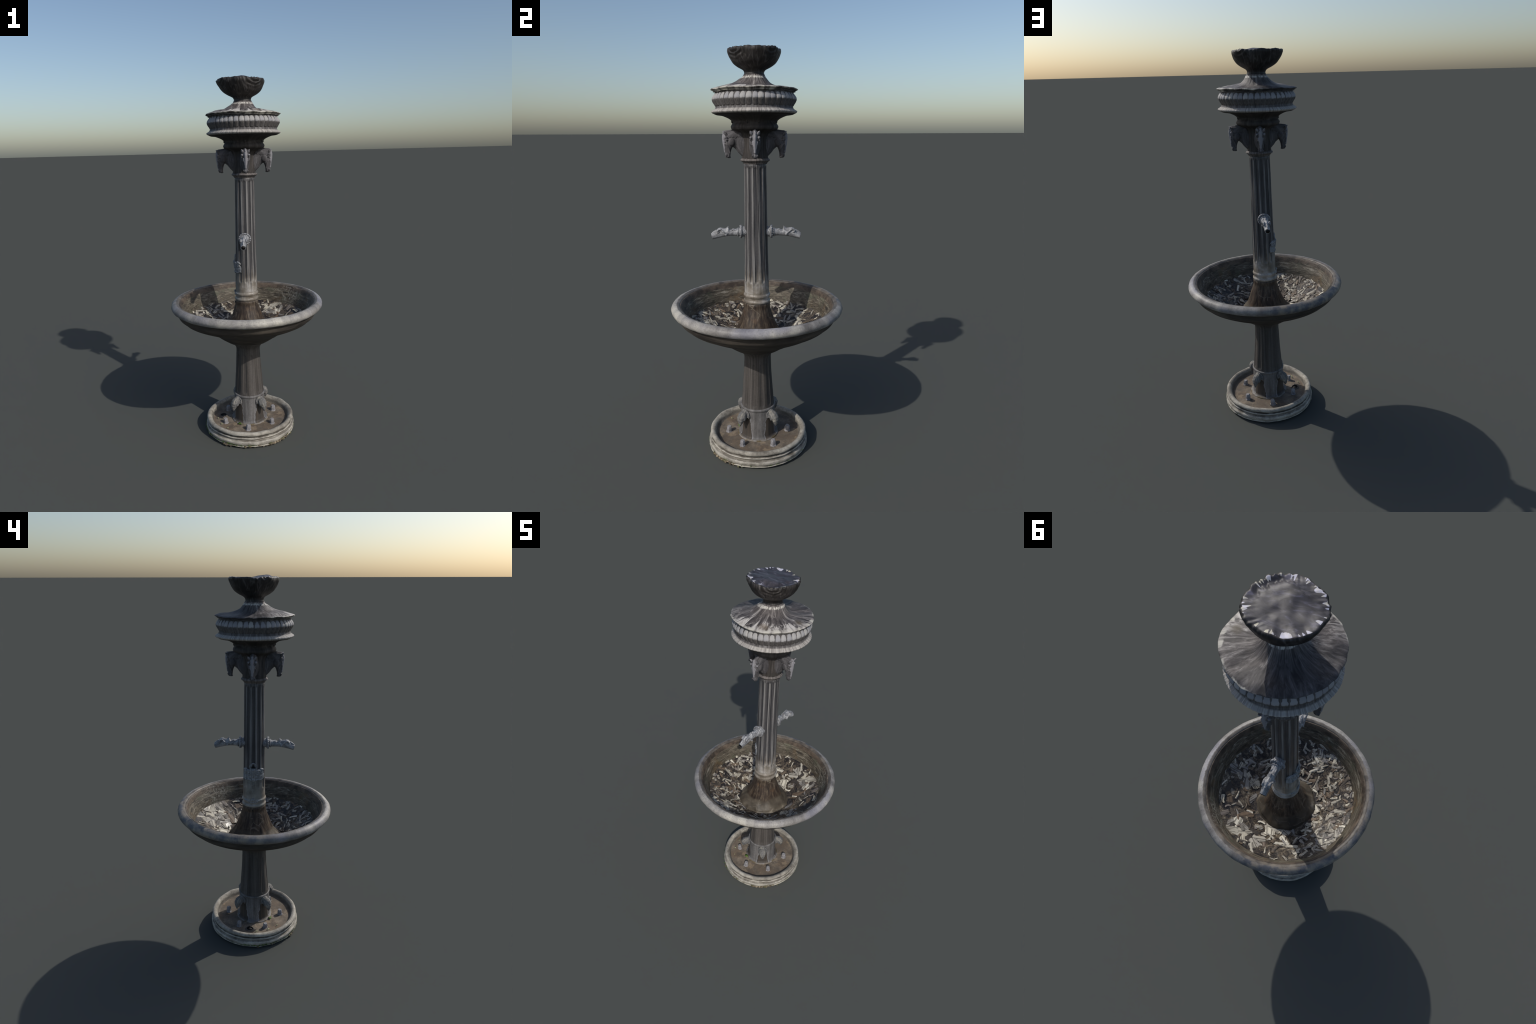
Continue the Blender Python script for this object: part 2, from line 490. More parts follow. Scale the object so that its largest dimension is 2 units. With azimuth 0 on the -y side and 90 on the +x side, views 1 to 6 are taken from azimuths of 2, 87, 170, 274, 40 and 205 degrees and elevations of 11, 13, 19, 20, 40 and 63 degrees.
    top = m.ramp(oi, (0.0, srgb(132, 132, 136)), (0.5, srgb(145, 144, 146)), (1.0, srgb(160, 158, 155)))
    low = m.ramp(g, (0.35, srgb(64, 61, 61)), (0.65, srgb(106, 103, 101)))  # lower half coloured darker: baked underside shade, against a skylit top
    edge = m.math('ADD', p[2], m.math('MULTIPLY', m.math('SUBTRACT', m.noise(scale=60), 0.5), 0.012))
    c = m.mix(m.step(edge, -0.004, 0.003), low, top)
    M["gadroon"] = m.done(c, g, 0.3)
    m = Mat("roof_streaks", 0.6)
    s = m.noise(m.polar(5, 9, 0), 1.7, 7, 0.7, 0.8)
    c = m.ramp(s, (0.36, srgb(52, 49, 49)), (0.48, srgb(82, 77, 76)), (0.58, srgb(112, 107, 105)), (0.70, srgb(170, 165, 160)))
    r = m.radius()
    p = m.xyz()
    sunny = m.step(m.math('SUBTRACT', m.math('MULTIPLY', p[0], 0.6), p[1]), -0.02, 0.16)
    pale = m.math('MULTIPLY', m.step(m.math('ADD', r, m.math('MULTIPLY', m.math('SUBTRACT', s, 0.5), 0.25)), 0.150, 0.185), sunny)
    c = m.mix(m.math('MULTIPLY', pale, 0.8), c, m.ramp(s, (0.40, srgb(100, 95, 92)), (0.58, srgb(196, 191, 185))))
    up = m.step(m.xyz(m.n('ShaderNodeNewGeometry').outputs['Normal'])[2], 0.05, 0.35)       # downward faces coloured dark for the shade under the lip
    c = m.mix(m.math('SUBTRACT', 1.0, up), c, srgb(60, 56, 54))
    dark_wedge = m.step(m.math('ADD', m.math('SUBTRACT', p[1], m.math('MULTIPLY', p[0], 0.9)), m.math('MULTIPLY', m.math('SUBTRACT', m.noise(scale=12, detail=4), 0.5), 0.12)), 0.05, 0.09)  # darker wedge on the -x +y side of the roof
    c = m.mix(m.math('MULTIPLY', dark_wedge, 0.75), c, m.ramp(s, (0.4, srgb(42, 41, 43)), (0.6, srgb(70, 68, 70))))
    ringz = m.math('ADD', p[2], m.math('MULTIPLY', m.math('SUBTRACT', m.noise(m.polar(14, 0, 0), 1.5, 4), 0.5), 0.014))
    ring = m.math('MULTIPLY', m.step(ringz, 1.858, 1.861), m.step(ringz, 1.870, 1.866))
    c = m.mix(m.math('MULTIPLY', ring, m.step(m.noise(m.polar(5, 0, 20), 1.5, 4), 0.36, 0.56)), c, srgb(188, 184, 177))
    c = m.mix(m.math('MULTIPLY', m.step(m.math('ADD', r, m.math('MULTIPLY', m.math('SUBTRACT', m.noise(m.polar(6, 0, 0), 2), 0.5), 0.02)), 0.192, 0.198), m.step(m.noise(m.polar(3, 0, 0), 1.5), 0.4, 0.6)), c, srgb(180, 176, 166))
    c = m.mix(m.math('MULTIPLY', m.near((0.085, -0.155, 1.82), 0.005, 0.035), 0.6), c, srgb(116, 104, 90))
    c = m.mix(m.math('MULTIPLY', m.near((0.165, 0.0, 1.815), 0.005, 0.03), 0.9), c, srgb(78, 70, 58))
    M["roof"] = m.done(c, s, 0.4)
    m = Mat("cup_soot", 0.5)
    s = m.noise(m.polar(4, 8, 9), 1.6, 6, 0.6, 1.2)
    c = m.ramp(s, (0.40, srgb(34, 32, 31)), (0.54, srgb(50, 47, 46)), (0.70, srgb(84, 81, 80)))
    M["cup"] = m.done(c, s, 0.4)
    m = Mat("cup_inside_sheen", 0.4)
    p = m.xyz()
    s = m.noise(m.comb(m.math('MULTIPLY', p[0], 1.0), m.math('MULTIPLY', p[1], 2.2), 0.0), 13, 6, 0.6, 1.6)
    c = m.ramp(s, (0.36, srgb(40, 38, 42)), (0.54, srgb(62, 60, 66)), (0.72, srgb(104, 101, 116)))
    r = m.radius()
    jag = m.noise(m.polar(2.6, 0, 0), 1.5, 2)
    m.polar(1, 0, 0)
    petal = m.math('ABSOLUTE', m.math('SINE', m.math('ADD', m.math('MULTIPLY', m.angle, 8.0), m.math('MULTIPLY', jag, 7.0))))
    reach = m.math('MULTIPLY', m.math('MULTIPLY', petal, m.step(jag, 0.44, 0.56)), 0.034)
    c = m.mix(m.math('MULTIPLY', m.step(m.math('ADD', r, reach), 0.127, 0.131), 0.92), c, m.ramp(m.noise(scale=30), (0.42, srgb(190, 188, 202)), (0.6, srgb(182, 176, 154))))
    M["cup_in"] = m.done(c, s, 0.2, rough=0.5)
    m = Mat("grass_green", 0.6)
    oi = m.n("ShaderNodeObjectInfo").outputs["Random"]
    c = m.ramp(m.noise(scale=60), (0.3, srgb(52, 74, 26)), (0.7, srgb(98, 128, 52)))
    M["green"] = m.done(c)
    m = Mat("pale_leaf_scrap", 0.6)
    c = m.ramp(m.noise(scale=60), (0.3, srgb(160, 170, 128)), (0.7, srgb(200, 205, 165)))
    M["scrap"] = m.done(c)
    m, c, b = weathered("soil_crust", srgb(58, 50, 40), srgb(92, 82, 66), srgb(150, 138, 118), streak=(3, 3, 3), scale=10, patch=20, tint=srgb(66, 76, 34))
    M["soil"] = m.done(c, b, 0.5)
    return M


def weathered_done(name, dark, mid, light, streak, scale, patch, rough=0.7, contrast=0.16):
    m, c, b = weathered(name, dark, mid, light, streak=streak, scale=scale, patch=patch, contrast=contrast, rough=rough)
    return m.done(c, b, 0.35)


M = make_materials()

fountain = empty("drinking_fountain")
fountain["label"] = "weathered grey fluted fountain with round basin, spouts, horse heads and canopy"
fountain["category"] = "fountain"

# ================================================================== base tray
tray = revolve("base_tray", [
    (0.02, 0.014, 0), (0.240, 0.012, 0), (0.252, 0.016, 0), (0.2585, 0.023, 0), (0.2605, 0.030, 0), (0.2575, 0.0385, 0), (0.2445, 0.0410, 0), (0.2440, 0.0455, 0),
    (0.2515, 0.053, 0), (0.2500, 0.0580, 0), (0.2370, 0.0605, 0), (0.2365, 0.0645, 0), (0.2480, 0.0670, 0), (0.2535, 0.0740, 0),
    (0.2520, 0.0830, 0), (0.2435, 0.0885, 0), (0.2335, 0.0860, 0), (0.2265, 0.0795, 0), (0.2230, 0.072, 0), (0.2195, 0.064, 0), (0.215, 0.0585, 1), (0.207, 0.057, 1),
    (0.15, 0.0565, 1), (0.09, 0.058, 1), (0.02, 0.058, 1)], seg=220, step=0.004,
    warp=lambda th, r, z: (r + (0.0022 * n3(3 * cos(th), 3 * sin(th), z * 30) + 0.0022 * n3(9 * cos(th), 9 * sin(th), z * 12 + 4) * smooth(0.05, 0.02, z)) * smooth(0.1, 0.2, r),
                           z + (0.003 * n3(4 * cos(th) + 9, 4 * sin(th), 1) * smooth(0.0, 0.04, z)) * smooth(0.19, 0.22, r)
                           - smooth(.045, .015, z) * smooth(.2, .25, r) * (.003 * exp(-((((th - radians(-55) + pi) % (2 * pi)) - pi) / .5) ** 2) + .007 * max(0, n3(3 * cos(th), 3 * sin(th), 4)))))
obj("base_tray", tray, fountain, (M["tray"], M["tray_floor"]))

# crumbling soil and moss lip at the ground line
bl = Build()
for i in range(90):
    a = radians(RND.choice([RND.gauss(-50, 18), RND.gauss(-55, 10), RND.gauss(-120, 18)]))
    s = RND.uniform(0.004, 0.009)
    rr = 0.2505 + RND.uniform(-0.004, 0.005)
    bl.ball((rr * cos(a), rr * sin(a), s * RND.uniform(.85, 1.7) + .0005), (s * RND.uniform(0.8, 1.7), s * RND.uniform(0.8, 1.7), s * 0.8), 7, 5)
o = obj("soil_crumb", bl.mesh("soil_crumb"), fountain, (M["soil"],))
o["kind"] = "stuff"
bl = Build()
for i in range(170):
    a = radians(RND.choice([RND.gauss(205, 14), RND.gauss(262, 16), RND.gauss(180, 8), RND.uniform(0, 360)]))
    h = RND.uniform(0.006, 0.024)
    rr = 0.254
    p0 = Vector((rr * cos(a), rr * sin(a), 0.010))
    d = Vector((cos(a + RND.uniform(-1.2, 1.2)), sin(a + RND.uniform(-1.2, 1.2)), 0))
    bl.tube([p0, p0 + d * h * 0.25 + Vector((0, 0, h * 0.6)), p0 + d * h * 0.7 + Vector((0, 0, h))], [0.0013, 0.001, 0.0003], 4)
o = obj("grass_tuft", bl.mesh("grass_tuft"), fountain, (M["green"],))
o["kind"] = "stuff"

# bolts
def bolt_mesh():
    b = Build()
    for (r0, r1, z0, z1) in ((0.0145, 0.0130, 0.0, 0.005), (0.0112, 0.0115, 0.005, 0.020), (0.0110, 0.0095, 0.019, 0.0275)):
        b.add(loft([[(r * cos(k * pi / 3), r * sin(k * pi / 3), z) for k in range(6)] for r, z in ((r0, z0 - 0.001), (r0, z0 + 0.001), (r1, z1 - 0.0015), (r1 * 0.86, z1))]))
    me = b.mesh("bolt", shade=False)
    return me


bm_bolt = bolt_mesh()
for k in range(6):
    a = radians(-152.5 + 60.5 * k + RND.uniform(-1, 1))
    o = obj("bolt", bm_bolt, fountain, (M["bolt"],))
    o.location = (0.156 * cos(a), 0.156 * sin(a), 0.056)
    o.rotation_euler = (RND.uniform(-.12, .12), RND.uniform(-.12, .12), RND.uniform(0, 3))
    s = RND.uniform(1.08, 1.26)
    o.scale = (s, s, s)

# drain
a = radians(175)
dr = Vector((0.160 * cos(a), 0.160 * sin(a), 0.0565))
drain = revolve("drain", [(0.0155, -0.004, 1), (0.0155, 0.003, 1), (0.018, 0.005, 0), (0.023, 0.0035, 0), (0.0275, -0.001, 0)], seg=40, step=0.002, lean=False)
bm = bmesh.new(); bm.from_mesh(drain)
bmesh.ops.delete(bm, geom=[f for f in bm.faces if len(f.verts) > 4], context='FACES')
bm.to_mesh(drain); bm.free()
o = obj("drain_ring", drain, fountain, (M["drain"], M["black"]))
o.location = dr
d = Build(); d.add(loft([[(0.0158 * cos(k * pi / 16), 0.0158 * sin(k * pi / 16), z) for k in range(32)] for z in (0.0, 0.0012)]))
o2 = obj("drain_hole", d.mesh("drain_hole"), o, (M["black"],))


# fallen leaves in the tray
def leaf_mesh(name, L, W):
    b = Build()
    rings = []
    for i in range(7):
        t = i / 6
        w = W * sin(pi * lerp(0.05, 0.97, t)) ** 0.8
        z = 0.004 * sin(t * 5) + 0.003
        rings.append([(L * (t - .5), -w, z + .003), (L * (t - .5), 0, z), (L * (t - .5), w, z + .003), (L * (t - .5), w, z + .002), (L * (t - .5), 0, z - .001), (L * (t - .5), -w, z + .002)])
    b.add(loft(rings))
    return b.mesh(name)


for az, r, L, W, mt in ((-118, 0.110, 0.03, 0.010, "green"), (-172, 0.19, 0.016, 0.002, "scrap"), (-150, 0.187, 0.018, 0.003, "scrap"), (-131, 0.188, 0.009, 0.003, "scrap")):
    o = obj("fallen_leaf", leaf_mesh("fallen_leaf", L, W), fountain, (M[mt],))
    o.location = (r * cos(radians(az)), r * sin(radians(az)), 0.0585)
    o.rotation_euler = (0, 0, RND.uniform(0, 3))

# ================================================================== pedestal
def flutes(count, z0, z1, width, depth, phase=0.0, wid1=None):
    def f(th, r, z):
        k = 2 * pi / count
        a = ((th - phase + k / 2) % k - k / 2) * r
        hw = lerp(width, wid1 or width, clamp((z - z0) / (z1 - z0))) / 2
        zc = clamp(z, z0 + hw, z1 - hw)
        d = hypot(a, z - zc) / hw
        i = round((th - phase) / k)
        return r - depth * clamp(.72 + .8 * n3(i * 3.7, z * 5, count)) * (sqrt(1 - d * d) if d < 1 else 0.0), z
    return f


fl = flutes(12, 0.238, 0.470, 0.026, 0.0042, phase=radians(15), wid1=0.018)
wb = wobble(0.0012, 5, 3)
ped = revolve("pedestal", [
    (0.070, 0.215, 0), (0.0845, 0.2255, 0), (0.0835, 0.240, 0), (0.0800, 0.290, 0), (0.0755, 0.350, 0), (0.0713, 0.415, 0), (0.0688, 0.475, 0),
    (0.0690, 0.497, 0), (0.0735, 0.512, 0), (0.085, 0.525, 0), (0.100, 0.5405, 0), (0.113, 0.5455, 0), (0.1215, 0.5475, 0), (0.124, 0.556, 0), (0.10, 0.562, 0)],
    seg=336, step=0.004, warp=lambda th, r, z: fl(th, *wb(th, r, z)))
pedestal = obj("pedestal", ped, fountain, (M["pedestal"],))
drum = revolve("pedestal_drum", [
    (0.06, 0.055, 0), (0.106, 0.056, 0), (0.104, 0.062, 0), (0.097, 0.066, 0), (0.0925, 0.071, 0), (0.0905, 0.090, 0), (0.0895, 0.135, 0), (0.0885, 0.200, 0),
    (0.0885, 0.212, 0), (0.0915, 0.217, 0), (0.0922, 0.222, 0), (0.0900, 0.227, 0), (0.080, 0.229, 0), (0.05, 0.229, 0)], seg=160, step=0.004,
    warp=wobble(0.001, 5, 8))
obj("drum", drum, pedestal, (M["drum"],))


def snout_mesh():
    b = Build()
    path = [(0.076, 0.194, .019, .018), (0.092, 0.196, .0195, .018), (0.104, 0.196, .022, .0205), (0.1135, 0.191, .0245, .0225), (0.1205, 0.181, .0225, .0215), (0.1255, 0.168, .0170, .0165), (0.1285, 0.153, .0095, .0100), (0.1290, 0.140, .0030, .004)]
    rings = []
    for i, (x, z, h, w) in enumerate(path):
        p, q = path[max(i - 1, 0)], path[min(i + 1, len(path) - 1)]
        d = Vector((q[0] - p[0], 0, q[1] - p[1])).normalized()
        nrm = Vector((-d.z, 0, d.x))
        rings.append([tuple(Vector((x, 0, z)) + nrm * h * sin(t) + Vector((0, w * cos(t), 0))) for t in (2 * pi * j / 14 for j in range(14))])
    b.add(loft(rings))
    for s in (1, -1):
        b.ball((0.110, s * 0.0165, 0.200), (.0075, .006, .0065))
        b.ball((0.113, s * 0.0190, 0.185), (.012, .006, .014))
    b.tube([(0.124, 0, 0.156), (0.117, 0, 0.153), (0.110, 0, 0.160)], [0.007, 0.0065, 0.004], 8)
    for k in range(-110, 111, 22):
        t = radians(k)
        b.ball((0.093 + .003 * cos(3 * t), 0.0245 * sin(t), 0.193 + 0.0235 * cos(t)), (.005, .0045 + .0012 * cos(5 * t), .0052), 8, 6)
    # arched frame where the head leaves the drum
    b.tube([(0.0905 + 0.001 * cos(t), 0.0265 * sin(t), 0.191 + 0.026 * cos(t)) for t in (radians(k) for k in range(-130, 131, 13))], 0.0045, 8)
    me = remeshed(b.mesh("snout"), 0.0022, 3)
    for v in me.vertices:
        v.co += v.normal * 0.0022 * n3(v.co.x * 90, v.co.y * 90, v.co.z * 90)
    return me


sn = snout_mesh()
for az in (-47, 44, 132, -134):
    o = obj("animal_spout", sn, pedestal, (M["snout"],))
    o.rotation_euler = (0, 0, radians(az))

# ================================================================== basin
basin = empty("basin", fountain)
wb = wobble(0.0018, 4, 11)


def floor_dip(th, r, z):
    """The silted floor lies a little lower on the sunny side."""
    if r < .34 and z > .585 and z > lerp(.60, .678, clamp((r - .2) / .14)) - .012:
        return .006 * max(0, cos(th - radians(20))) * smooth(.34, .30, r)
    return 0.0


bowl = revolve("bowl", [
    (0.05, 0.558, 0), (0.118, 0.552, 0), (0.150, 0.567, 0), (0.200, 0.605, 0), (0.250, 0.632, 0), (0.300, 0.655, 0), (0.340, 0.6735, 0), (0.358, 0.683, 0), (0.366, 0.693, 0),
    (0.385, 0.707, 0), (0.3925, 0.722, 0), (0.397, 0.737, 0), (0.404, 0.750, 0), (0.404, 0.765, 0, 1), (0.388, 0.783, 1), (0.381, 0.784, 1), (0.375, 0.774, 1), (0.365, 0.752, 1), (0.352, 0.728, 1), (0.343, 0.704, 1), (0.336, 0.684, 2, 1),
    (0.29, 0.662, 2), (0.25, 0.642, 2), (0.20, 0.614, 2), (0.16, 0.594, 2), (0.05, 0.588, 2)], seg=240, step=0.007, warp=lambda th, r, z: (lambda q: (q[0], q[1] - floor_dip(th, r, z)))(wb(th, r, z)))
obj("bowl", bowl, basin, (M["under"], M["wall"], M["floor"]))
rim = revolve("rim", [
    (0.398, 0.746, 0), (0.412, 0.747, 0), (0.422, 0.753, 0), (0.4275, 0.763, 0), (0.4275, 0.773, 0), (0.422, 0.783, 0), (0.411, 0.7905, 0), (0.400, 0.7925, 0),
    (0.391, 0.790, 0), (0.386, 0.7865, 0), (0.3845, 0.780, 0), (0.390, 0.769, 0)], seg=260, step=0.004, closed=True,
    warp=lambda th, r, z: (lambda q: (q[0] + 0.0018 * n3(14 * cos(th), 14 * sin(th), z * 9), q[1] - 0.001 * n3(11 * cos(th), 11 * sin(th), 3)))(wb(th, r, z)))
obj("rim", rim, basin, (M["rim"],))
foot = revolve("shaft_foot", [
    (0.03, 0.580, 0), (0.150, 0.582, 0), (0.150, 0.594, 0), (0.144, 0.606, 0), (0.133, 0.618, 0), (0.115, 0.638, 0), (0.100, 0.664, 0), (0.087, 0.694, 0), (0.075, 0.728, 0), (0.066, 0.760, 0), (0.0625, 0.788, 0), (0.03, 0.792, 0)], seg=140, step=0.005,
    warp=lambda th, r, z: (r + smooth(0.08, 0.14, r) * (-.005 - .005 * cos(th) + 0.008 * n3(1.6 * cos(th), 1.6 * sin(th), 2) + 0.007 * n3(4 * cos(th), 4 * sin(th), z * 16)) + 0.0015 * n3(6 * cos(th), 6 * sin(th), z * 25), z))
obj("shaft_foot", foot, basin, (M["foot"],))
d = Build(); d.ball((-0.0655, 0.001, 0.772), (0.004, 0.005, 0.005))
obj("weep_hole", d.mesh("weep_hole"), basin, (M["black"],))


def floor_z(r):
    pts = ((0.05, .588), (0.16, .594), (0.20, .614), (0.25, .642), (0.29, .662), (0.337, .684), (0.346, .704))
    for (a, za), (b, zb) in zip(pts, pts[1:]):
        if r <= b:
            return lerp(za, zb, clamp((r - a) / (b - a)))
    return pts[-1][1]


def chip_mesh(L, W, T, bend, taper, seed):
    rr = random.Random(seed)
    rings = []
    n = 9
    for i in range(n):
        t = i / (n - 1)
        x = L * (t - .5)
        y = bend * L * (4 * (t - .5) ** 2 - .5)
        w = W * lerp(1, taper, t) * (1 + rr.uniform(-.18, .18)) * 0.5
        if i in (0, n - 1):
            w *= rr.uniform(.45, .9)
        z = 0.08 * L * rr.uniform(-.12, .12) + 0.02 * L * sin(3 * t + seed)
        rings.append([(x, y - w, z), (x, y - w * .4, z + T * .8), (x, y + w * .4, z + T), (x, y + w, z + T * .3), (x, y + w * .8, z - T * .5), (x, y - w * .8, z - T * .5)])
    return mesh_from("wood_chip", *loft(rings), shade=False)


chips = [chip_mesh(*p) for p in (
    (.040, .013, .0022, .05, .7, 1), (.030, .018, .0022, .02, .8, 2), (.044, .012, .0022, .14, .6, 3), (.024, .015, .0025, .00, .9, 4), (.036, .018, .0025, .10, .5, 5),
    (.044, .009, .0022, .04, .8, 6), (.028, .010, .0022, .20, .9, 7), (.050, .016, .0025, .03, .8, 8), (.020, .014, .0022, .10, .6, 9))]
sheets = [chip_mesh(*p) for p in ((.064, .040, .002, .06, .7, 21), (.056, .046, .002, .02, .8, 22), (.074, .032, .002, .10, .9, 23))]
placed = []
tries = 0
while len(placed) < 300 and tries < 9000:
    tries += 1
    r = sqrt(RND.uniform(0.155 ** 2, 0.340 ** 2))
    a = RND.uniform(0, 2 * pi)
    x, y = r * cos(a), r * sin(a)
    if any((x - px) ** 2 + (y - py) ** 2 < 0.0125 ** 2 for px, py in placed):
        continue
    placed.append((x, y))
    if cos(a - radians(55)) > .35 and RND.random() < .45:
        continue
    broad = cos(a - radians(55)) > .35 and RND.random() < .55           # broad wet sheets collect on one side
    o = obj("wood_chip", RND.choice(sheets if broad else chips), basin, (M["chip"],))
    slope = atan2(floor_z(r + .01) - floor_z(r - .01), .02)
    q = Matrix.Rotation(a, 4, 'Z') @ Matrix.Rotation(-slope, 4, 'Y') @ Matrix.Rotation(RND.uniform(0, 2 * pi), 4, 'Z') @ Matrix.Rotation(RND.gauss(0, .04), 4, 'X')
    s = RND.uniform(.85, 1.4)
    zz = floor_z(r) - floor_dip(a, r, .7) + (0.0004 if broad else RND.uniform(0.0008, 0.0022))
    o.matrix_world = Matrix.Translation((x, y, zz)) @ q @ Matrix.Diagonal((s, s, 1, 1))

# smaller splinters between the chips, denser away from the sheets
for nm, count in (("pale_splinter", 120), ("dark_splinter", 80)):
    b = Build()
    for k in range(count):
        r = sqrt(RND.uniform(0.16 ** 2, 0.338 ** 2))
        a = radians(RND.gauss(205, 75))
        me = RND.choice(chips)
        slope = atan2(floor_z(r + .01) - floor_z(r - .01), .02)
        w = RND.uniform(.7, 1.25)
        xf = Matrix.Translation((r * cos(a), r * sin(a), floor_z(r) - floor_dip(a, r, .7) + RND.uniform(.0006, .0026))) @ Matrix.Rotation(a, 4, 'Z') @ Matrix.Rotation(-slope, 4, 'Y') @ Matrix.Rotation(RND.uniform(0, 6.28), 4, 'Z') @ Matrix.Rotation(RND.gauss(0, .06), 4, 'X') @ Matrix.Diagonal((w, w, .9, 1))
        b.add(([v.co.copy() for v in me.vertices], [tuple(p.vertices) for p in me.polygons]), xf)
    o = obj(nm, b.mesh(nm, shade=False), basin, (M[nm],))
    o["kind"] = "stuff"

# ================================================================== shaft
fl2 = flutes(12, 0.897, 1.460, 0.0175, 0.0052)
wb2 = wobble(0.0007, 6, 21)


def shaft_warp(th, r, z):
    r, z = wb2(th, r, z)
    if r > 0.045 and z > 0.85:
        k = 1 - smooth(0.88, 0.60, abs(((th - pi + pi) % (2 * pi)) - pi)) * 0 
        back = abs(((th) % (2 * pi)) - pi) < radians(50) and z < 1.0
        if not back:
            r, z = fl2(th, r, z)
        r += 0.0007 * n3(16 * cos(th), 16 * sin(th), z * 7)
    return r, z


sh = revolve("shaft", [
    (0.04, 0.780, 0), (0.0605, 0.781, 0), (0.0615, 0.788, 0), (0.0655, 0.791, 0), (0.0668, 0.797, 0), (0.0655, 0.802, 0), (0.0622, 0.805, 0), (0.0622, 0.817, 0),
    (0.0650, 0.820, 0), (0.0668, 0.827, 0), (0.0650, 0.833, 0), (0.0617, 0.836, 0), (0.0608, 0.870, 0), (0.0604, 0.930, 0), (0.0590, 1.0, 0), (0.0575, 1.10, 0), (0.0562, 1.20, 0),
    (0.0550, 1.30, 0), (0.0540, 1.40, 0), (0.0535, 1.465, 0), (0.0535, 1.474, 0), (0.04, 1.478, 0)], seg=384, step=0.005, warp=shaft_warp)
shaft = obj("shaft", sh, fountain, (M["shaft"],))


# spouts with leaf scroll
def spout_mesh():
    b = Build()
    path = [(0.045, 1.143, .024), (0.064, 1.143, .0255), (0.067, 1.143, .0245), (0.074, 1.142, .0245), (0.080, 1.141, .0205), (0.090, 1.140, .0185), (0.110, 1.1385, .0155), (0.135, 1.137, .0150), (0.160, 1.133, .0150), (0.190, 1.126, .0145), (0.213, 1.1195, .0140)]
    b.add(loft([[(x + (0.25 * r * sin(t) if i > 8 else 0), r * cos(t), z + r * sin(t)) for t in (2 * pi * j / 18 for j in range(18))] for i, (x, z, r) in enumerate(path)]))
    # beaded flange
    b.tube([(0.072, 0.028 * cos(t), 1.143 + 0.028 * sin(t)) for t in (2 * pi * j / 24 for j in range(25))], 0.0052, 8)
    for j in range(16):
        t = 2 * pi * j / 16
        b.ball((0.0765, 0.029 * cos(t), 1.143 + 0.029 * sin(t)), 0.0036, 8, 5)
    b.tube([(0.086, 0.0205 * cos(t), 1.1405 + 0.0205 * sin(t)) for t in (2 * pi * j / 24 for j in range(25))], 0.0028, 6)
    # leaf hood over the pipe with horn and scrolls
    rings = []
    for x, z, r, up in ((0.128, 1.140, .0155, .002), (0.134, 1.142, .017, .012), (0.142, 1.139, .017, .006), (0.155, 1.138, .017, .008), (0.172, 1.137, .0165, .0125), (0.184, 1.134, .016, .010), (0.196, 1.129, .0145, .004)):
        rings.append([(x, r * cos(t), z - 0.002 + (r + up * max(0, sin(t)) ** 2) * sin(t)) for t in (radians(k) for k in (-10, 15, 40, 65, 90, 115, 140, 165, 190))])
    b.add(loft(rings))
    b.tube([(0.140, 0, 1.156), (0.136, 0, 1.163), (0.132, 0, 1.170)], [.008, .005, .001], 8)
    for s in (1, -1):
        b.tube([(0.150, s * .0165, 1.128), (0.144, s * .0175, 1.133), (0.150, s * .0175, 1.139), (0.160, s * .017, 1.147), (0.170, s * .0145, 1.156), (0.180, s * .013, 1.155), (0.186, s * .014, 1.148), (0.182, s * .0155, 1.142), (0.176, s * .016, 1.144)],
               [.003, .0045, .0045, .0045, .005, .005, .0045, .004, .004], 8)
        b.tube([(0.118, s * .010, 1.148), (0.113, s * .010, 1.154), (0.106, s * .009, 1.154), (0.103, s * .010, 1.149)], .003, 6)
        b.ball((0.144, s * .0175, 1.131), .0055)
    b.ball((0.199, 0, 1.142), (.007, .006, .006))
    b.tube([(0.190, 0, 1.150), (0.206, 0, 1.139), (0.216, 0, 1.133)], [.005, .005, .002], 8)
    return remeshed(b.mesh("spout"), .0013, 2)


sp = spout_mesh()
mouth = Build()
mouth.add(loft([[(0.2085 + 0.25 * 0.0105 * sin(t) + dx, 0.0105 * cos(t), 1.1195 + 0.0105 * sin(t)) for t in (2 * pi * j / 18 for j in range(18))] for dx in (-0.004, 0.0052)]))
mouth = mouth.mesh("mouth_hole")
for az in (-90.5, 88.5):
    o = obj("spout", sp, shaft, (M["spout"],))
    o.rotation_euler = (0, 0, radians(az))
    o.location = (0.003, -0.002, 0.0045)
    o.scale = (1.015, 1.06, 1.0)
    h = obj("mouth_hole", mouth, o, (M["black"],))


# crest at the back of the shaft
def on_shaft(a, z, h=0.0):
    R = lerp(0.0605, 0.0575, clamp((z - .9) / .2)) + h
    ax, ay = axis(z)
    t = pi + a / 0.06
    return (ax + R * cos(t), ay + R * sin(t), z)


